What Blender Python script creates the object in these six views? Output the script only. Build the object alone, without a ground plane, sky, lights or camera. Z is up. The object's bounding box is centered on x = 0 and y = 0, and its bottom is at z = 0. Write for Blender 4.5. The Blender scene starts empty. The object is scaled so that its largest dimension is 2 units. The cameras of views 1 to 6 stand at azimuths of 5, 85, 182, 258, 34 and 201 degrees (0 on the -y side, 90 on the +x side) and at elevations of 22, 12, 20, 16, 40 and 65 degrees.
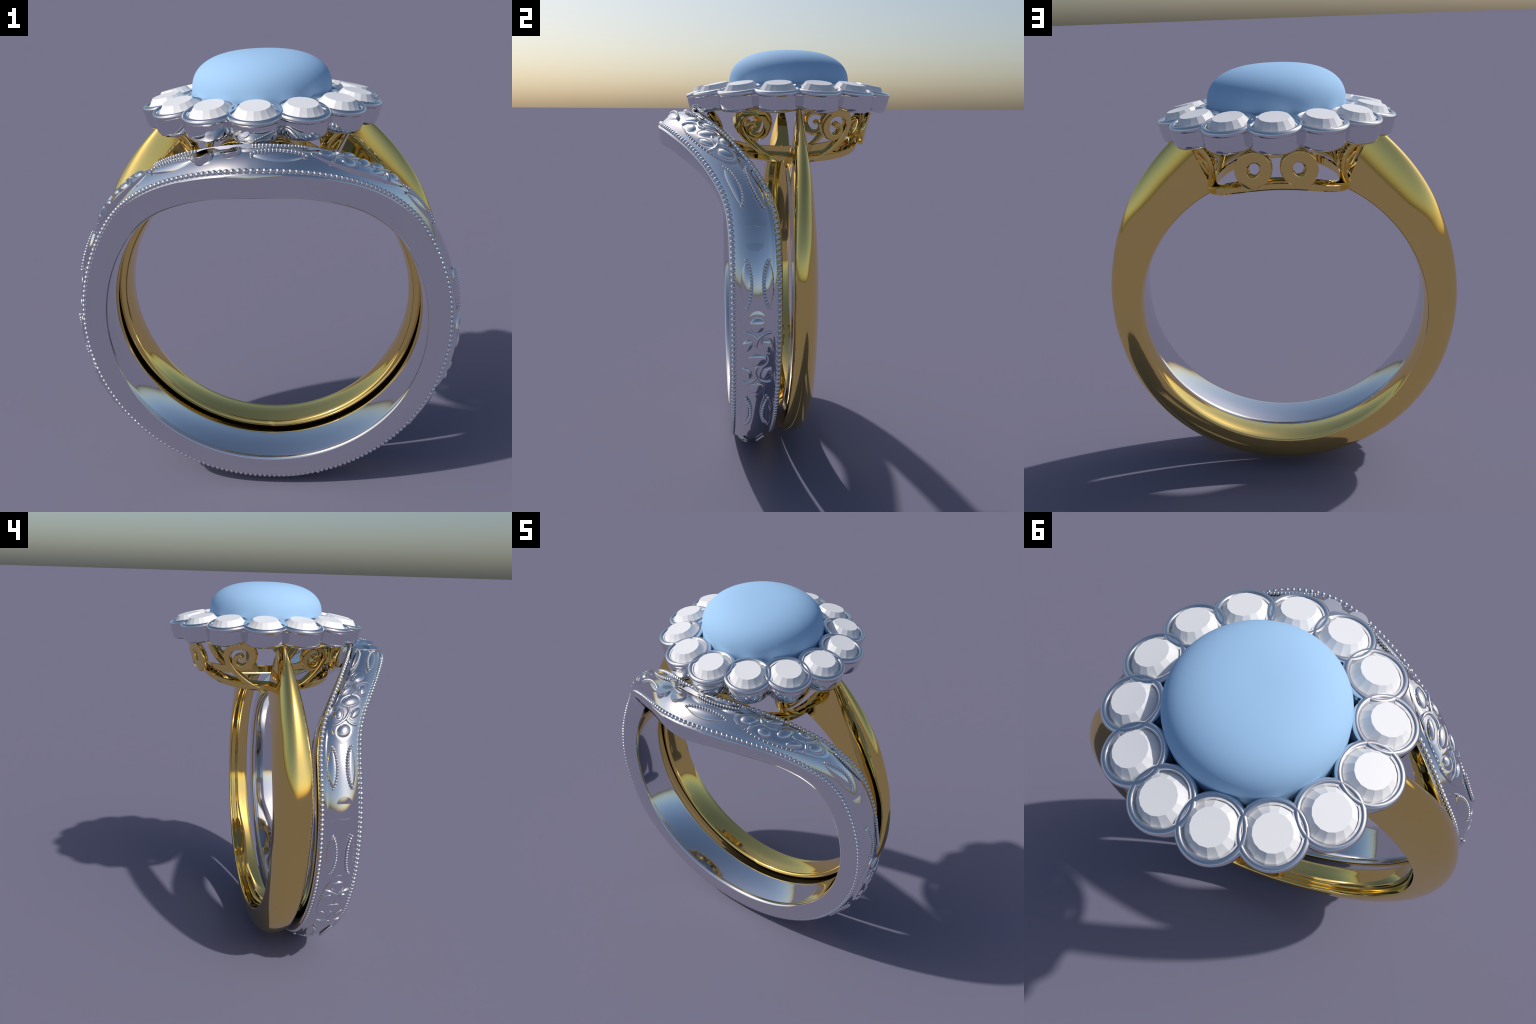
# Two stacked rings: a yellow-gold cluster ring (blue cabochon, fourteen bezel-set
# white stones, scrollwork basket) and a curved white-metal band with beaded edges.
import bpy, math
import numpy as np

rng = np.random.default_rng(7)
TAU = 2 * math.pi

# ------------------------------------------------------------------ materials
def metal(name, color, rough):
    m = bpy.data.materials.new(name)
    m.use_nodes = True
    nt = m.node_tree
    b = nt.nodes["Principled BSDF"]
    b.inputs["Metallic"].default_value = 1.0
    b.inputs["Roughness"].default_value = rough
    tc = nt.nodes.new("ShaderNodeTexCoord")
    nz = nt.nodes.new("ShaderNodeTexNoise")
    nz.inputs["Scale"].default_value = 6.0
    rp = nt.nodes.new("ShaderNodeValToRGB")
    rp.color_ramp.elements[0].color = (*[c * 0.985 for c in color], 1)
    rp.color_ramp.elements[1].color = (*color, 1)
    nt.links.new(tc.outputs["Object"], nz.inputs["Vector"])
    nt.links.new(nz.outputs["Fac"], rp.inputs["Fac"])
    nt.links.new(rp.outputs["Color"], b.inputs["Base Color"])
    return m

def solid(name, color, rough, spec=0.5, var=0.02):
    m = bpy.data.materials.new(name)
    m.use_nodes = True
    nt = m.node_tree
    b = nt.nodes["Principled BSDF"]
    b.inputs["Roughness"].default_value = rough
    b.inputs["Specular IOR Level"].default_value = spec
    tc = nt.nodes.new("ShaderNodeTexCoord")
    nz = nt.nodes.new("ShaderNodeTexNoise")
    nz.inputs["Scale"].default_value = 3.0
    rp = nt.nodes.new("ShaderNodeValToRGB")
    rp.color_ramp.elements[0].color = (*[c * (1 - var) for c in color], 1)
    rp.color_ramp.elements[1].color = (*color, 1)
    nt.links.new(tc.outputs["Object"], nz.inputs["Vector"])
    nt.links.new(nz.outputs["Fac"], rp.inputs["Fac"])
    nt.links.new(rp.outputs["Color"], b.inputs["Base Color"])
    return m

GOLD = metal("yellow_gold", (0.97, 0.70, 0.22), 0.06)
SILVER = metal("white_metal", (0.80, 0.80, 0.81), 0.06)
BLUE = solid("blue_cabochon_stone", (0.325, 0.525, 0.765), 0.75, 0.1)
WHITE = solid("white_faceted_stone", (0.74, 0.745, 0.765), 0.35, 0.35)

# ------------------------------------------------------------------ mesh helpers
def make_object(name, verts, faces, mat, parent=None, smooth_angle=35.0, location=None):
    me = bpy.data.meshes.new(name)
    me.from_pydata([tuple(map(float, v)) for v in verts], [], faces)
    me.materials.append(mat)
    me.update()
    if smooth_angle is not None:
        me.polygons.foreach_set("use_smooth", [True] * len(me.polygons))
        me.set_sharp_from_angle(angle=math.radians(smooth_angle))
    ob = bpy.data.objects.new(name, me)
    bpy.context.scene.collection.objects.link(ob)
    if parent is not None:
        ob.parent = parent
    return ob

def instance(src, name, parent, matrix):
    ob = bpy.data.objects.new(name, src)
    bpy.context.scene.collection.objects.link(ob)
    ob.parent = parent
    ob.matrix_local = matrix
    return ob

def empty(name, label, category, loc):
    ob = bpy.data.objects.new(name, None)
    ob["label"] = label
    ob["category"] = category
    bpy.context.scene.collection.objects.link(ob)
    ob.location = loc
    return ob

def grid_faces(nu, nv, wrap_u=False, wrap_v=False, off=0):
    f = []
    for i in range(nu if wrap_u else nu - 1):
        for j in range(nv if wrap_v else nv - 1):
            a = off + i * nv + j
            b = off + i * nv + (j + 1) % nv
            c = off + ((i + 1) % nu) * nv + (j + 1) % nv
            d = off + ((i + 1) % nu) * nv + j
            f.append((a, b, c, d))
    return f

def lathe(profile, n):
    """Closed surface of revolution; profile is (radius, z), radius 0 allowed at the ends."""
    v, f, rows = [], [], []
    for r, z in profile:
        if r < 1e-6:
            rows.append([len(v)]); v.append((0, 0, z))
        else:
            rows.append(list(range(len(v), len(v) + n)))
            v += [(r * math.cos(TAU * k / n), r * math.sin(TAU * k / n), z) for k in range(n)]
    for A, B in zip(rows[:-1], rows[1:]):
        for k in range(n):
            k2 = (k + 1) % n
            if len(A) == 1 and len(B) == 1: continue
            if len(A) == 1: f.append((A[0], B[k2], B[k]))
            elif len(B) == 1: f.append((A[k], A[k2], B[0]))
            else: f.append((A[k], A[k2], B[k2], B[k]))
    return v, f

def sphere(rad, nu=16, nv=10):
    prof = [(rad * math.sin(math.pi * i / nv), -rad * math.cos(math.pi * i / nv)) for i in range(nv + 1)]
    prof[0] = (0, -rad); prof[-1] = (0, rad)
    return lathe(prof, nu)

def sweep(path, normals, widths, thick, nsec=16, power=4.0):
    """Rounded-rectangle ribbon along a path; widths lie across, thick lies along the normals."""
    P = np.asarray(path, float); N = np.asarray(normals, float)
    T = np.gradient(P, axis=0); T /= np.linalg.norm(T, axis=1)[:, None]
    B = np.cross(N, T); B /= np.linalg.norm(B, axis=1)[:, None]
    N = np.cross(T, B)
    W = np.broadcast_to(widths, (len(P),)); H = np.broadcast_to(thick, (len(P),))
    a = np.arange(nsec) * TAU / nsec + TAU / nsec / 2
    cx = np.sign(np.cos(a)) * np.abs(np.cos(a)) ** (2 / power)
    cy = np.sign(np.sin(a)) * np.abs(np.sin(a)) ** (2 / power)
    V = (P[:, None] + B[:, None] * (cx[None, :, None] * W[:, None, None] / 2)
         + N[:, None] * (cy[None, :, None] * H[:, None, None] / 2))
    n = len(P)
    v = V.reshape(-1, 3).tolist()
    f = grid_faces(n, nsec, wrap_v=True)
    f.append(tuple(range(nsec))[::-1])
    f.append(tuple(range((n - 1) * nsec, n * nsec)))
    return v, f

def join(parts):
    V, F = [], []
    for v, f in parts:
        o = len(V)
        V += [tuple(p) for p in v]
        F += [tuple(i + o for i in q) for q in f]
    return V, F

class Curve:
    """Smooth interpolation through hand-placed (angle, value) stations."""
    def __init__(self, stations, lo, hi, sig=3.0):
        xs, ys = zip(*stations)
        g = np.linspace(lo, hi, int((hi - lo) * 4) + 1)
        y = np.interp(g, xs, ys)
        k = np.exp(-0.5 * (np.arange(-60, 61) * 0.25 / sig) ** 2); k /= k.sum()
        yp = np.concatenate([y[60:0:-1] if lo == 0 else np.full(60, y[0]), y, y[-2:-62:-1] if hi == 180 else np.full(60, y[-1])])
        self.g, self.y = g, np.convolve(yp, k, "valid")
    def __call__(self, t):
        return np.interp(np.abs(t), self.g, self.y)

# =====================================================================
#  THING 1 : gold cluster ring
# =====================================================================
GX, GZ = -0.004, 0.862           # centre of the finger hole
HX, HY = -0.005, 0.075           # centre of the head
ring = empty("cluster_ring", "yellow gold ring with round blue cabochon and white stone halo", "ring", (GX, 0.09, 0.05))
RL = np.array([GX, 0.09, 0.05])
def to_ring(V): return (np.asarray(V, float) - RL)

# ---- shank: D-section lofted round the finger, rising into two cathedral shoulders
G_OUT = Curve([(20, .985), (26, .962), (30, .946), (36, .926), (43, .904), (50, .884), (58, .860), (65, .845),
               (75, .829), (85, .819), (100, .812), (180, .812)], 0, 180, 1.5)
# front flank, back corner and crest positions in y; the right half is a little narrower than the left
def signed(stations_right, stations_left, sig=3.0):
    R, L = Curve(stations_right, 0, 180, sig), Curve(stations_left, 0, 180, sig)
    return lambda th: R(th) if th >= 0 else L(th)
G_FRONT = signed([(20, .024), (30, .023), (45, .022), (65, .022), (100, .020), (180, .003)],
                 [(20, .018), (30, .007), (45, -.003), (65, -.005), (95, .006), (130, .012), (180, .006)])
G_BACK = signed([(20, .106), (30, .113), (40, .121), (50, .129), (65, .136), (100, .138), (180, .155)],
                [(20, .112), (30, .124), (40, .138), (50, .151), (65, .162), (100, .166), (180, .155)])
G_CREST = signed([(20, .074), (40, .072), (60, .068), (100, .064), (180, .070)],
                 [(20, .074), (40, .074), (60, .074), (100, .074), (180, .070)])
G_FULL = signed([(20, 2.7), (45, 2.3), (60, 1.9), (80, 1.78), (110, 1.85), (180, 2.4)], [(20, 2.7), (45, 2.4), (60, 2.05), (80, 1.98), (110, 2.1), (180, 2.4)])
G_PINCH = Curve([(20, .85), (26, .72), (30, .52), (36, .30), (43, .14), (52, .04), (65, .01), (80, 0), (180, 0)], 0, 180, 2.0)
G_SWELL = Curve([(20, 1), (38, .85), (50, .5), (60, .2), (72, 0), (180, 0)], 0, 180, 3)
GRI = 0.668
def shank():
    th0 = 25.5
    ths = np.linspace(th0, 360 - th0, 280)
    V = []
    for th in ths:
        a = th if th <= 180 else th - 360
        ro, ri, f, b, c, pin = float(G_OUT(a)), GRI, float(G_FRONT(a)), float(G_BACK(a)), float(G_CREST(a)), float(G_PINCH(a))
        e, ef, erf = 0.009, 0.026, 0.016
        sec = []
        for k in range(7):                       # inner face, slightly crowned (comfort fit)
            u = -1 + 2 * k / 6
            sec.append(((f + ef) * (1 - u) / 2 + (b - e) * (1 + u) / 2, ri - 0.007 * (1 - u * u) + 0.002))
        for k in range(1, 4):                    # rounded back inner corner
            q = k / 3 * math.pi / 2
            sec.append((b - e + e * math.sin(q), ri + e - e * math.cos(q)))
        p = float(G_FULL(a)) - 0.65 * pin                    # long curved back flank up to the crest
        r0 = ri + e + 0.006
        for k in range(0, 21):
            q = math.pi / 2 * k / 20
            sec.append((c + (b - c) * math.cos(q) ** (2 / p), r0 + (ro - r0) * math.sin(q) ** (2 / p)))
        f2 = f + (c - f) * pin                   # short front shoulder, then the flat front flank
        rs = max(ri + 0.04, ro - 0.026 - 0.15 * float(G_SWELL(a)))
        for k in range(1, 9):
            q = math.pi / 2 * k / 8
            sec.append((c - (c - f2) * math.sin(q) ** 0.9, rs + (ro - rs) * math.cos(q) ** 0.9))
        for k in range(1, 5):
            t = k / 4
            sec.append((f2 + (f - f2) * t ** (1 + pin), rs + (ri + erf - rs) * t))
        for k in range(1, 5):
            q = k / 5 * math.pi / 2
            sec.append((f + ef - ef * math.cos(q), ri + 0.002 + erf - erf * math.sin(q)))
        sa, ca = math.sin(math.radians(th)), math.cos(math.radians(th))
        for y, r in sec:
            V.append((GX + r * sa, y, GZ + r * ca))
    n = len(sec)
    F = grid_faces(len(ths), n, wrap_v=True)
    F.append(tuple(range(n))[::-1])
    F.append(tuple(range((len(ths) - 1) * n, len(ths) * n)))
    return make_object("shank", to_ring(V), F, GOLD, ring, 40)
shank()

# ---- basket: cushion-shaped rail cut to the finger, with eight scrolls standing on it
def rail_z(x): return 1.535 - 0.68 * (x - GX) ** 2      # follows the finger
def wall(phi, z):
    """Point and outward normal on the flaring basket wall (phi 0 towards +x)."""
    ax = 0.297 + 0.088 * (max(0.0, z - 1.49) / 0.21) ** 2
    ay = 0.352 + 0.26 * (z - 1.55)
    def p(ph):
        c, s = math.cos(ph), math.sin(ph)
        n = min(2.5, max(2.0, 2.4 - 2.2 * (z - 1.50)))
        m = (abs(c / ax) ** n + abs(s / ay) ** n) ** (-1 / n)
        return np.array([HX + m * c, HY + m * s, z])
    P = p(phi); t = p(phi + 1e-3) - p(phi - 1e-3)
    lean = 0.40 * math.cos(phi) ** 2 + 0.26 * math.sin(phi) ** 2
    N = np.array([t[1], -t[0], -lean * np.hypot(t[0], t[1])]); N /= np.linalg.norm(N)
    return P, N
def basket():
    nph = 160
    V = []
    for i in range(nph):
        ph = TAU * i / nph
        P0, N = wall(ph, 1.50 - 0.07 * math.sin(ph) ** 2)
        zb = rail_z(P0[0])
        Nh = np.array([N[0], N[1], 0]); Nh /= np.linalg.norm(Nh)
        for a, b in [(.016, .006), (.018, .026), (.014, .031), (-.016, .046), (-.021, .042), (-.018, .006), (-.013, 0), (.011, 0)]:
            V.append(P0 + Nh * a + np.array([0, 0, zb + b - P0[2]]))
    return make_object("basket", to_ring(V), grid_faces(nph, 8, True, True), GOLD, ring, 30)
bsk = basket()

def scroll_path(foot, points):
    """Catmull-Rom through control points in wall coordinates (arc metres, height)."""
    P = np.array(points, float)
    P = np.vstack([2 * P[0] - P[1], P, 2 * P[-1] - P[-2]])
    out = []
    for i in range(1, len(P) - 2):
        for t in np.linspace(0, 1, 10, endpoint=False):
            a, b, c, d = P[i - 1:i + 3]
            out.append(0.5 * (2 * b + (c - a) * t + (2 * a - 5 * b + 4 * c - d) * t * t + (3 * b - a - 3 * c + d) * t ** 3))
    out.append(P[-2])
    return np.array(out)

def wall_arc(phi0, s, z):
    """Walk s metres along the wall from phi0 at height z."""
    ph, rem, st = phi0, abs(s), 0.004 * (1 if s > 0 else -1)
    n = int(abs(s) / 0.004)
    for _ in range(n):
        P, _n = wall(ph, z)
        ph += st / np.hypot(P[0] - HX, P[1] - HY)
    P, _n = wall(ph, z)
    ph += (s - n * st) / np.hypot(P[0] - HX, P[1] - HY)
    return wall(ph, z)

def build_scroll(phi0, side, pts, widths, thick, lift=0.0):
    sp = scroll_path(None, pts)
    P, N = [], []
    for s, z in sp:
        p, n = wall_arc(phi0, side * s, z)
        P.append(p + n * lift); N.append(n)
    w = np.interp(np.linspace(0, 1, len(P)), np.linspace(0, 1, len(widths)), widths)
    v, f = sweep(P, N, w, thick, 16, 5.0)
    make_object("scroll", to_ring(v), f, GOLD, bsk, 40)

# open scrolls flanking the shoulders: stem from the rail, over the top, curling back in
side_pts = [(0.085, 1.490), (0.130, 1.508), (0.180, 1.543), (0.232, 1.592), (0.264, 1.645), (0.252, 1.690), (0.206, 1.708),
            (0.160, 1.698), (0.132, 1.658), (0.142, 1.614), (0.175, 1.592), (0.208, 1.602), (0.220, 1.633), (0.200, 1.652), (0.183, 1.640)]
side_w = [0.018, 0.026, 0.028, 0.030, 0.034, 0.040, 0.044, 0.044, 0.042, 0.038, 0.032, 0.028, 0.024, 0.020, 0.016]
for phi0 in (0.0, math.pi):
    for side in (1, -1):
        build_scroll(phi0, side, side_pts, side_w, 0.034)
# tight round scrolls at the front and back
def disc_pts():
    pts = []
    for k in range(20):
        a = math.radians(-110 + 26 * k)
        r = 0.060 - 0.0009 * k
        pts.append((0.085 + 0.93 * r * math.cos(a) - 0.25 * (r * math.sin(a)) * 0.4, 1.630 + 1.02 * r * math.sin(a)))
    return pts
for phi0 in (math.pi / 2, -math.pi / 2):
    for side in (1, -1):
        build_scroll(phi0, side, disc_pts(), [0.042, 0.050, 0.050, 0.050, 0.046, 0.034], 0.034, 0.008)

# ---- halo: fourteen bezels, each with a faceted stone
RC, RP, TILT, ZR = 0.403, 0.1115, math.radians(12.5), 1.813
def bezel_mesh():
    prof = [(0.0, -0.096)]
    for k in range(6):                                     # rounded foot
        q = math.pi / 2 * k / 5
        prof.append((RP - 0.004 - 0.022 + 0.022 * math.sin(q), -0.074 - 0.022 * math.cos(q)))
    for z in (-0.05, -0.030):
        prof.append((RP - 0.002, z))
    for k in range(13):                                    # rolled rim
        q = -math.pi / 4 + math.pi * 1.25 * k / 12
        prof.append((RP - 0.0128 + 0.0135 * math.cos(q), -0.0130 + 0.0135 * math.sin(q)))
    prof += [(RP - 0.0263, -0.02), (RP - 0.0263, -0.045), (0, -0.05)]
    return lathe(prof, 64)
def gem_mesh():
    n = 16
    prof = [(0.0, -0.046), (0.0862, -0.019), (0.0868, -0.015), (0.0598, 0.0208), (0.0, 0.0208)]
    v, f = lathe(prof[:-1], n)
    f.append(tuple(range(len(v) - n, len(v))))
    return v, f
from mathutils import Matrix, Vector
bez_src = gem_src = None
for k in range(14):
    az = TAU * k / 14                       # 0 towards -y
    out = Vector((math.sin(az), -math.cos(az), 0))
    zax = (Vector((0, 0, 1)) * math.cos(TILT) + out * math.sin(TILT)).normalized()
    xax = Vector((0, 0, 1)).cross(out).normalized()
    yax = zax.cross(xax)
    M = Matrix((xax, yax, zax)).transposed().to_4x4()
    M.translation = Vector((HX, HY, ZR)) + out * RC - Vector(RL)
    if bez_src is None:
        v, f = bezel_mesh(); b = make_object("bezel", v, f, SILVER, ring, 40); bez_src = b.data
        v, f = gem_mesh(); g = make_object("white_stone", v, f, WHITE, b, None); gem_src = g.data
        b.matrix_local = M
    else:
        b = instance(bez_src, "bezel", ring, M)
        g = instance(gem_src, "white_stone", b, Matrix.Rotation(TAU / 32 * (k % 3), 4, "Z"))

# ---- centre stone: domed round cabochon
def cabochon():
    prof = [(0.0, 1.720)]
    a, zc, h = 0.2965, 1.835, 0.165
    for k in range(9):
        q = math.pi / 2 * k / 8
        prof.append((0.20 + 0.096 * math.sin(q), 1.720 + 0.045 * (1 - math.cos(q))))
    for k in range(0, 41):
        q = math.pi / 2 * k / 40
        r = a * math.cos(q) ** (2 / 2.55); z = zc + h * math.sin(q) ** (2 / 2.55)
        prof.append((r if k < 40 else 0.0, z))
    v, f = lathe(prof, 128)
    v = np.array(v) + np.array([HX, HY, 0])
    make_object("blue_cabochon", to_ring(v), f, BLUE, ring, 60)
cabochon()
def seat():
    prof = [(0.270, 1.735), (0.360, 1.735), (0.365, 1.740), (0.360, 1.745), (0.270, 1.745), (0.270, 1.735)]
    v, f = lathe(prof, 96)
    make_object("stone_seat", to_ring(np.array(v) + np.array([HX, HY, 0])), f, GOLD, ring, 30)
seat()

# =====================================================================
#  THING 2 : curved band with beaded edges
# =====================================================================
SX, SZ = -0.003, 0.854
band_thing = empty("curved_band", "curved white metal band with beaded edges and engraved leaves", "ring", (0, -0.13, 0.0))
BL = np.array([0, -0.13, 0.0])
def to_band(V): return np.asarray(V, float) - BL

YF = Curve([(0, -.565), (8, -.549), (15, -.512), (22, -.468), (30, -.406), (38, -.346), (45, -.299), (52, -.258),
            (58, -.240), (65, -.233), (90, -.231), (125, -.230), (180, -.226)], 0, 180, 2.2)
YF_L = Curve([(0, -.565), (8, -.553), (15, -.517), (22, -.471), (30, -.415), (38, -.354), (45, -.298), (52, -.256),
              (58, -.239), (65, -.231), (90, -.229), (125, -.229), (180, -.226)], 0, 180, 2.2)
YF_R = YF
YF = lambda th: YF_R(th) if th >= 0 else YF_L(th)
YB = Curve([(0, -.388), (8, -.370), (16, -.322), (23, -.275), (29, -.232), (35, -.188), (43, -.124), (50, -.078),
            (56, -.054), (62, -.043), (68, -.041), (90, -.041), (125, -.043), (180, -.045)], 0, 180, 2.5)
RF = Curve([(0, .789), (10, .790), (20, .794), (30, .801), (38, .807), (45, .811), (52, .811), (60, .808), (70, .804), (85, .801), (180, .800)], 0, 180, 3)
RB = Curve([(0, .838), (20, .836), (35, .832), (45, .822), (53, .812), (60, .805), (70, .801), (180, .799)], 0, 180, 3)
LEDGE = Curve([(0, .020), (25, .019), (40, .014), (55, .006), (64, .002), (180, .002)], 0, 180, 3)
DOME = Curve([(0, .044), (30, .043), (60, .041), (90, .041), (130, .040), (180, .039)], 0, 180, 5)
RIN = 0.702
RIN_C = Curve([(0, .684), (25, .688), (45, .699), (60, .701), (85, .698), (110, .697), (150, .690), (180, .688)], 0, 180, 4)
def surf(th, s):
    """Radius and y of the band's outer face; s runs 0 (front beads) to 1 (back beads)."""
    lg = LEDGE(th)
    t = min(1.0, max(0.0, (s - 0.865) / 0.035))
    r = RF(th) * (1 - s) + (RB(th) - lg) * s + DOME(th) * 4 * s * (1 - s) + lg * t
    y = YF(th) * (1 - s) + YB(th) * s
    return r, y
def at(th, r, y):
    t = np.radians(th)
    return np.array([SX + r * np.sin(t), y, SZ + r * np.cos(t)])
def crest(th): return surf(th, 0.5)[0]

S_STEPS = [k / 24 for k in range(21)] + [0.864, 0.8765, 0.889, 0.901, 0.935, 0.97, 1.0]
def band():
    ths = np.linspace(-180, 180, 480, endpoint=False)
    V = []
    for th in ths:
        yf, yb, rf, rb = YF(th), YB(th), RF(th), RB(th)
        lean = 0.020 * float(np.interp(abs(th), [0, 12, 35, 65], [.4, .9, 1, 0]))
        sec = []
        e, er = 0.028, 0.014
        RIN = float(RIN_C(th))
        yi0, yi1 = yf - 0.016 + lean, yb + 0.016 + lean * 0.5
        for k in range(7):                      # inner face, slightly crowned
            u = k / 6
            sec.append((yi1 - e + (yi0 + e - yi1 + e) * u, RIN - 0.005 * (1 - (2 * u - 1) ** 2)))
        for k in range(1, 5):                   # rounded front inner edge
            q = math.pi / 2 * k / 4
            sec.append((yi0 + e - e * math.sin(q), RIN + er - er * math.cos(q)))
        sec += [(yf - 0.016 + lean * .5, (RIN + rf) / 2), (yf - 0.016, rf - 0.012), (yf - 0.013, rf - 0.007), (yf - 0.006, rf - 0.003)]
        for sv in S_STEPS:
            r, y = surf(th, sv)
            sec.append((y, r))
        sec += [(yb + 0.006, rb - 0.003), (yb + 0.013, rb - 0.007), (yb + 0.016, rb - 0.012), (yb + 0.016 + lean * .25, (RIN + rb) / 2)]
        for k in range(4, 0, -1):
            q = math.pi / 2 * k / 4
            sec.append((yi1 - e + e * math.sin(q), RIN + er - er * math.cos(q)))
        for y, r in sec:
            V.append(at(th, r, y))
    n = len(sec)
    F = [q[::-1] for q in grid_faces(len(ths), n, True, True)]
    return make_object("hoop", to_band(V), F, SILVER, band_thing, 40)
hoop = band()

# ---- beaded edges
def resample(P, count, closed):
    P = np.asarray(P)
    if closed: P = np.vstack([P, P[:1]])
    d = np.r_[0, np.cumsum(np.linalg.norm(np.diff(P, axis=0), axis=1))]
    t = np.linspace(0, d[-1], count, endpoint=not closed)
    return np.stack([np.interp(t, d, P[:, k]) for k in range(3)], 1)
EDGE_R, PITCH = 0.0112, 0.0231
bead_v, bead_f = sphere(EDGE_R)
bead_src = None
edge_pos = []
for s in (0.0, 1.0):
    th = np.linspace(-180, 180, 1440, endpoint=False)
    P = [at(t, surf(t, s)[0] + 0.001, surf(t, s)[1]) for t in th]
    Q = np.vstack([P, P[:1]])
    L = np.linalg.norm(np.diff(Q, axis=0), axis=1).sum()
    edge_pos += list(resample(P, int(round(L / PITCH)), True))
edge_pos.sort(key=lambda p: -p[2])               # the uppermost 300 show largest
for p in edge_pos[:300]:
    if bead_src is None:
        o = make_object("bead", bead_v, bead_f, SILVER, band_thing, 60); bead_src = o.data
        o.location = to_band(p)
    else:
        instance(bead_src, "bead", band_thing, Matrix.Translation(Vector(to_band(p))))
V, F = join([(np.array(bead_v) + p, bead_f) for p in edge_pos[300:]])
o = make_object("beading", to_band(V), F, SILVER, band_thing, 60); o["kind"] = "stuff"

# ---- repeating ornament: flower, leaf pair, oval panel, leaf pair
def m2deg(m): return math.degrees(m / 0.85)
def across(th): return float(YB(th) - YF(th))

def leaf(thc, sc, sign):
    """Raised pointed leaf beside the centre line with a beaded inner edge; sign = +1 towards the back."""
    hl = 6.4                                     # half length, degrees
    nu, nv = 40, 13
    V = []
    def s_in(u): return sc - sign * 0.112 * (1 - u * u) ** 0.75
    def s_out(u): return sc + sign * 0.120 * (1 - u * u) ** 0.8
    for i in range(nu):
        u = -0.985 + 1.97 * i / (nu - 1)
        th = thc + hl * u
        for j in range(nv):
            v = j / (nv - 1)
            s = s_in(u) * (1 - v) + s_out(u) * v
            r, y = surf(th, s)
            w = math.sin(math.pi * v) ** 0.5 if 0 < v < 1 else 0
            h = 0.009 * w * (1 - u * u) ** 0.4
            edge = 0.0015 if 0 < v < 1 else -0.005
            V.append(at(th, r + h + edge, y))
    F = grid_faces(nu, nv)
    F = F if sign < 0 else F
    lf = make_object("leaf", to_band(V), F, SILVER, band_thing, 50)
    P = []
    for u in np.linspace(-1, 1, 60):
        th = thc + hl * 1.04 * u
        s = sc - sign * 0.118 * (1 - u * u) ** 0.75
        r, y = surf(th, s)
        P.append(at(th, r + 0.008, y))
    br = 0.0068
    L = np.linalg.norm(np.diff(P, axis=0), axis=1).sum()
    bv, bf = sphere(br, 12, 8)
    V, F = join([(np.array(bv) + p, bf) for p in resample(P, int(L / 0.0125), False)])
    o = make_object("leaf_beading", to_band(V), F, SILVER, lf, 60); o["kind"] = "stuff"

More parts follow.
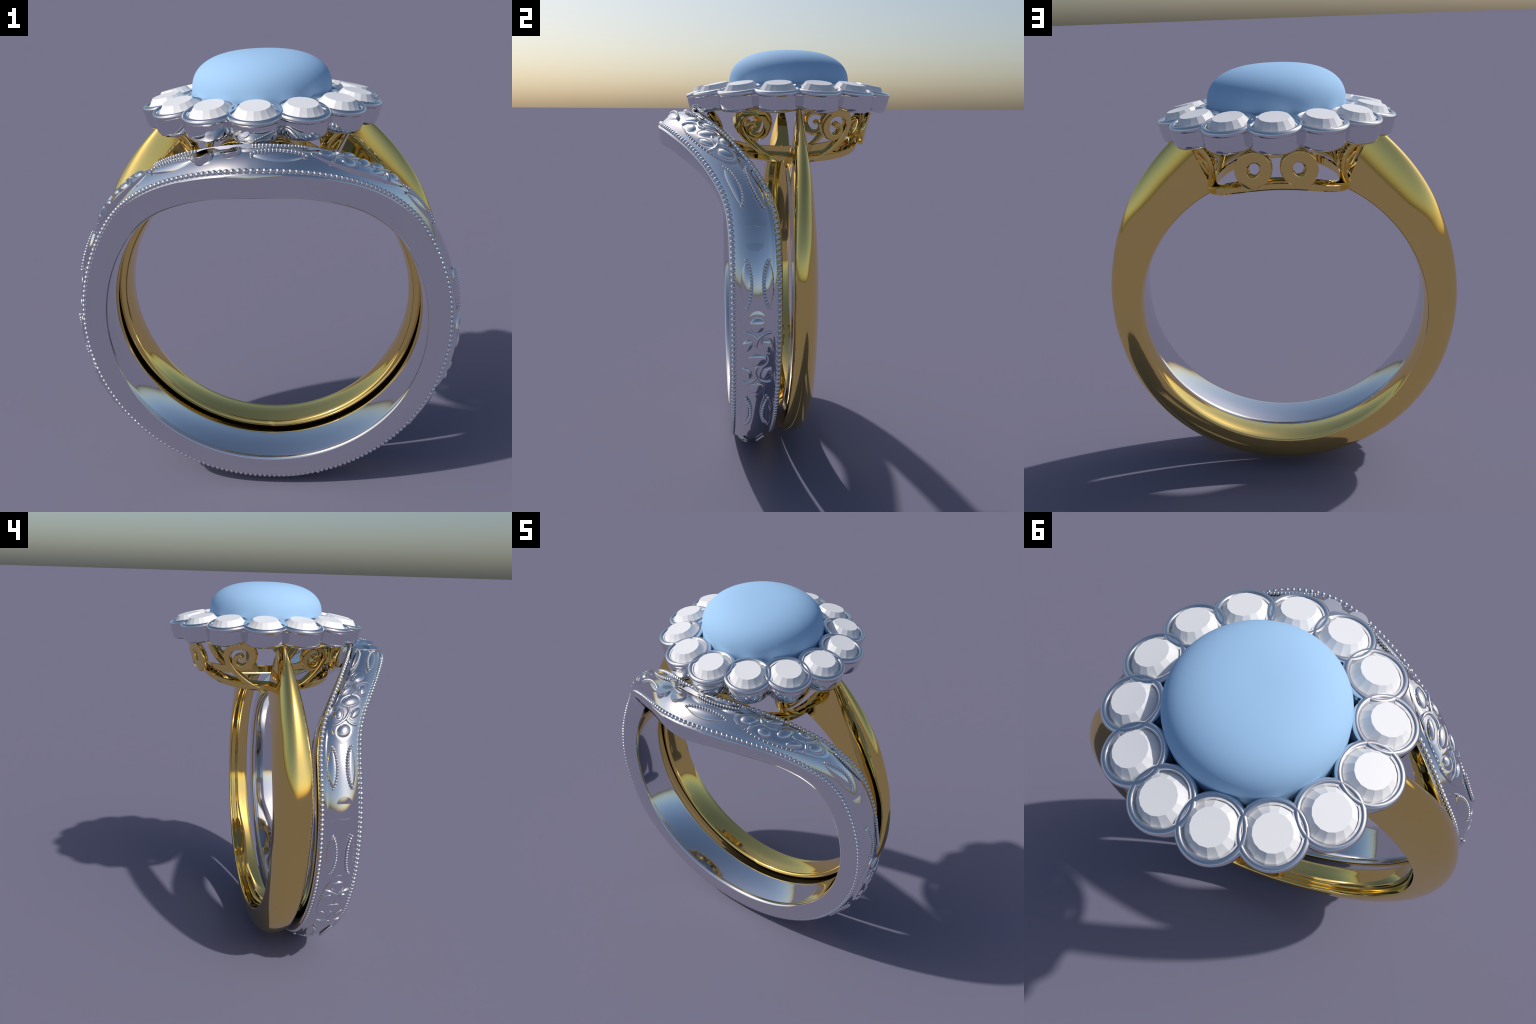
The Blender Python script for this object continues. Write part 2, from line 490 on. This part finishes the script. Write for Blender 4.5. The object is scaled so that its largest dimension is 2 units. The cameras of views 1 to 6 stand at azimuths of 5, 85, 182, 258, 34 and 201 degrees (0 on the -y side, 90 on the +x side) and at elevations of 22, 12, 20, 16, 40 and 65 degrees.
def panel(thc):
    hl, hs = 14.3, 0.385                         # half length (degrees), half width (share of the band)
    rc = crest(thc)
    UM, VM = 0.071, 0.212                        # panel half width and half length in metres
    # (across, along, half width, half length, turn): two ends, the middle one and four slanting buds
    buttons = [(0, -.71, .031, .033, 0), (0, .71, .031, .033, 0), (0, .02, .039, .029, 0),
               (-.58, -.29, .0195, .033, .45), (.58, -.29, .0195, .033, -.45),
               (-.58, .33, .0195, .032, -.45), (.58, .33, .0195, .032, .45)]
    def local(u, v, bt):
        du, dv, c, sn = (u - bt[0]) * UM, (v - bt[1]) * VM, math.cos(bt[4]), math.sin(bt[4])
        return math.hypot((du * c + dv * sn) / bt[2], (-du * sn + dv * c) / bt[3])
    def top(u, v):
        th, s = thc + hl * v, 0.5 + hs * u
        r0, y = surf(th, s)
        rho2 = min(1.0, u * u + v * v)
        r = crest(th) * 1.0 + (RB(th) - LEDGE(th) - RF(th)) * (s - .5) * 0.9 + 0.0075 - 0.0085 * u * u - 0.006 * rho2 ** 3
        for bt in buttons:                       # fine moat round each boss
            r -= 0.0018 * math.exp(-((local(u, v, bt) - 1.07) / 0.10) ** 2)
        return th, r, y
    nr, na = 44, 160
    V = [at(*top(0, 0))]
    for i in range(1, nr + 1):
        rho = i / nr
        for k in range(na):
            a = TAU * k / na
            V.append(at(*top(rho * math.cos(a), rho * math.sin(a))))
    for k in range(na):                          # side wall down into the hoop
        a = TAU * k / na
        th, r, y = top(math.cos(a), math.sin(a))
        rb, _ = surf(th, 0.5 + hs * math.cos(a))
        V.append(at(th, min(r, rb) - 0.012, y))
    F = [(0, 1 + k, 1 + (k + 1) % na) for k in range(na)]
    for i in range(nr):
        for k in range(na):
            a0 = 1 + i * na
            F.append((a0 + k, a0 + na + k, a0 + na + (k + 1) % na, a0 + (k + 1) % na))
    F = [q[::-1] for q in F]
    pn = make_object("oval_panel", to_band(V), F, SILVER, band_thing, 45)
    for bu, bv, au, av, turn in buttons:
        bvv = []
        nrr, nn = 10, 28
        def pt(rho, a):
            p_, q_ = au * rho * math.cos(a), av * rho * math.sin(a)
            u = bu + (p_ * math.cos(turn) - q_ * math.sin(turn)) / UM
            v = bv + (p_ * math.sin(turn) + q_ * math.cos(turn)) / VM
            th, r, y = top(u, v)
            _, r_c, _ = top(bu, bv)
            return at(th, r - 0.003 + 0.0130 * math.sqrt(max(0, 1 - rho * rho)), y)
        bvv.append(pt(0, 0))
        for i in range(1, nrr + 1):
            rho = math.sin(math.pi / 2 * i / nrr)
            for k in range(nn): bvv.append(pt(rho, TAU * k / nn))
        bf = [(0, 1 + (k + 1) % nn, 1 + k) for k in range(nn)]
        for i in range(nrr - 1):
            for k in range(nn):
                a0 = 1 + i * nn
                bf.append((a0 + k, a0 + (k + 1) % nn, a0 + nn + (k + 1) % nn, a0 + nn + k))
        make_object("boss", to_band(bvv), bf, SILVER, pn, 60)
    for sg in (1, -1):                           # forked stems between the bosses
        for pts in ([(0.04, .16), (-.10, .27), (0, .42)], [(0, .42), (.20, .50), (.50, .56), (.80, .57)], [(0, .42), (-.20, .50), (-.50, .56), (-.80, .57)]):
            sp = scroll_path(None, pts)
            P, N = [], []
            for u, v in sp:
                th, r, y = top(u, sg * v)
                P.append(at(th, r + 0.001, y)); N.append(at(th, 1, 0) - at(th, 0, 0))
            v_, f_ = sweep(P, N, 0.015, 0.014, 12, 2.0)
            make_object("stem", to_band(v_), f_, SILVER, pn, 60)

def flower(thc):
    """Trefoil of round petals, nearly flush with the hoop, each tipped up on one side."""
    proud = abs(thc) < 30                        # the one at the crown lies flatter and stands out
    R = 0.040
    for dth, dy in ((2.4, -0.005), (-4.6, -0.022), (-4.6, 0.022)):
        th = thc + dth
        yc = float(surf(th, 0.5)[1]) + dy
        t = math.radians(thc)
        nrm = np.array([math.sin(t), 0, math.cos(t)]); tan = np.array([math.cos(t), 0, -math.sin(t)])
        ya = np.array([0, 1.0, 0])
        pc = at(th, crest(th), yc)
        def point(rho, q, h):
            c, sn = rho * math.cos(q), rho * math.sin(q)
            if proud:
                return pc + tan * c * R + ya * sn * R + nrm * (0.0012 + 0.0028 * c + h)
            th2 = th + math.degrees(c * R / 0.84)
            y2 = yc + sn * R
            s2 = (y2 - float(YF(th2))) / (float(YB(th2)) - float(YF(th2)))
            return at(th2, surf(th2, s2)[0] - 0.0004 + 0.0024 * c + h, y2)
        n, nr = 48, 8
        rows = [(k / nr, 0.0) for k in range(1, nr)] + [(0.985, 0.0), (1.0, -0.001), (1.0, -0.009), (0.985, -0.0095), (1.0, -0.010), (1.0, -0.03)]
        V = [point(0, 0, 0)]
        for rho, h in rows:
            V += [point(rho, TAU * j / n, h) for j in range(n)]
        F = [(0, 1 + (j + 1) % n, 1 + j) for j in range(n)] + grid_faces(len(rows), n, wrap_v=True, off=1)
        make_object("petal", to_band(V), F, SILVER, band_thing, 30)

for k in range(5):
    c = -8 + 72 * k
    c = (c + 180) % 360 - 180
    flower(c)
    for off in (14.3, -14.3):
        for sc, sg in ((0.27, -1), (0.77, 1)):
            leaf(c + off, sc, sg)
    p = (c + 36 + 180) % 360 - 180
    panel(p)
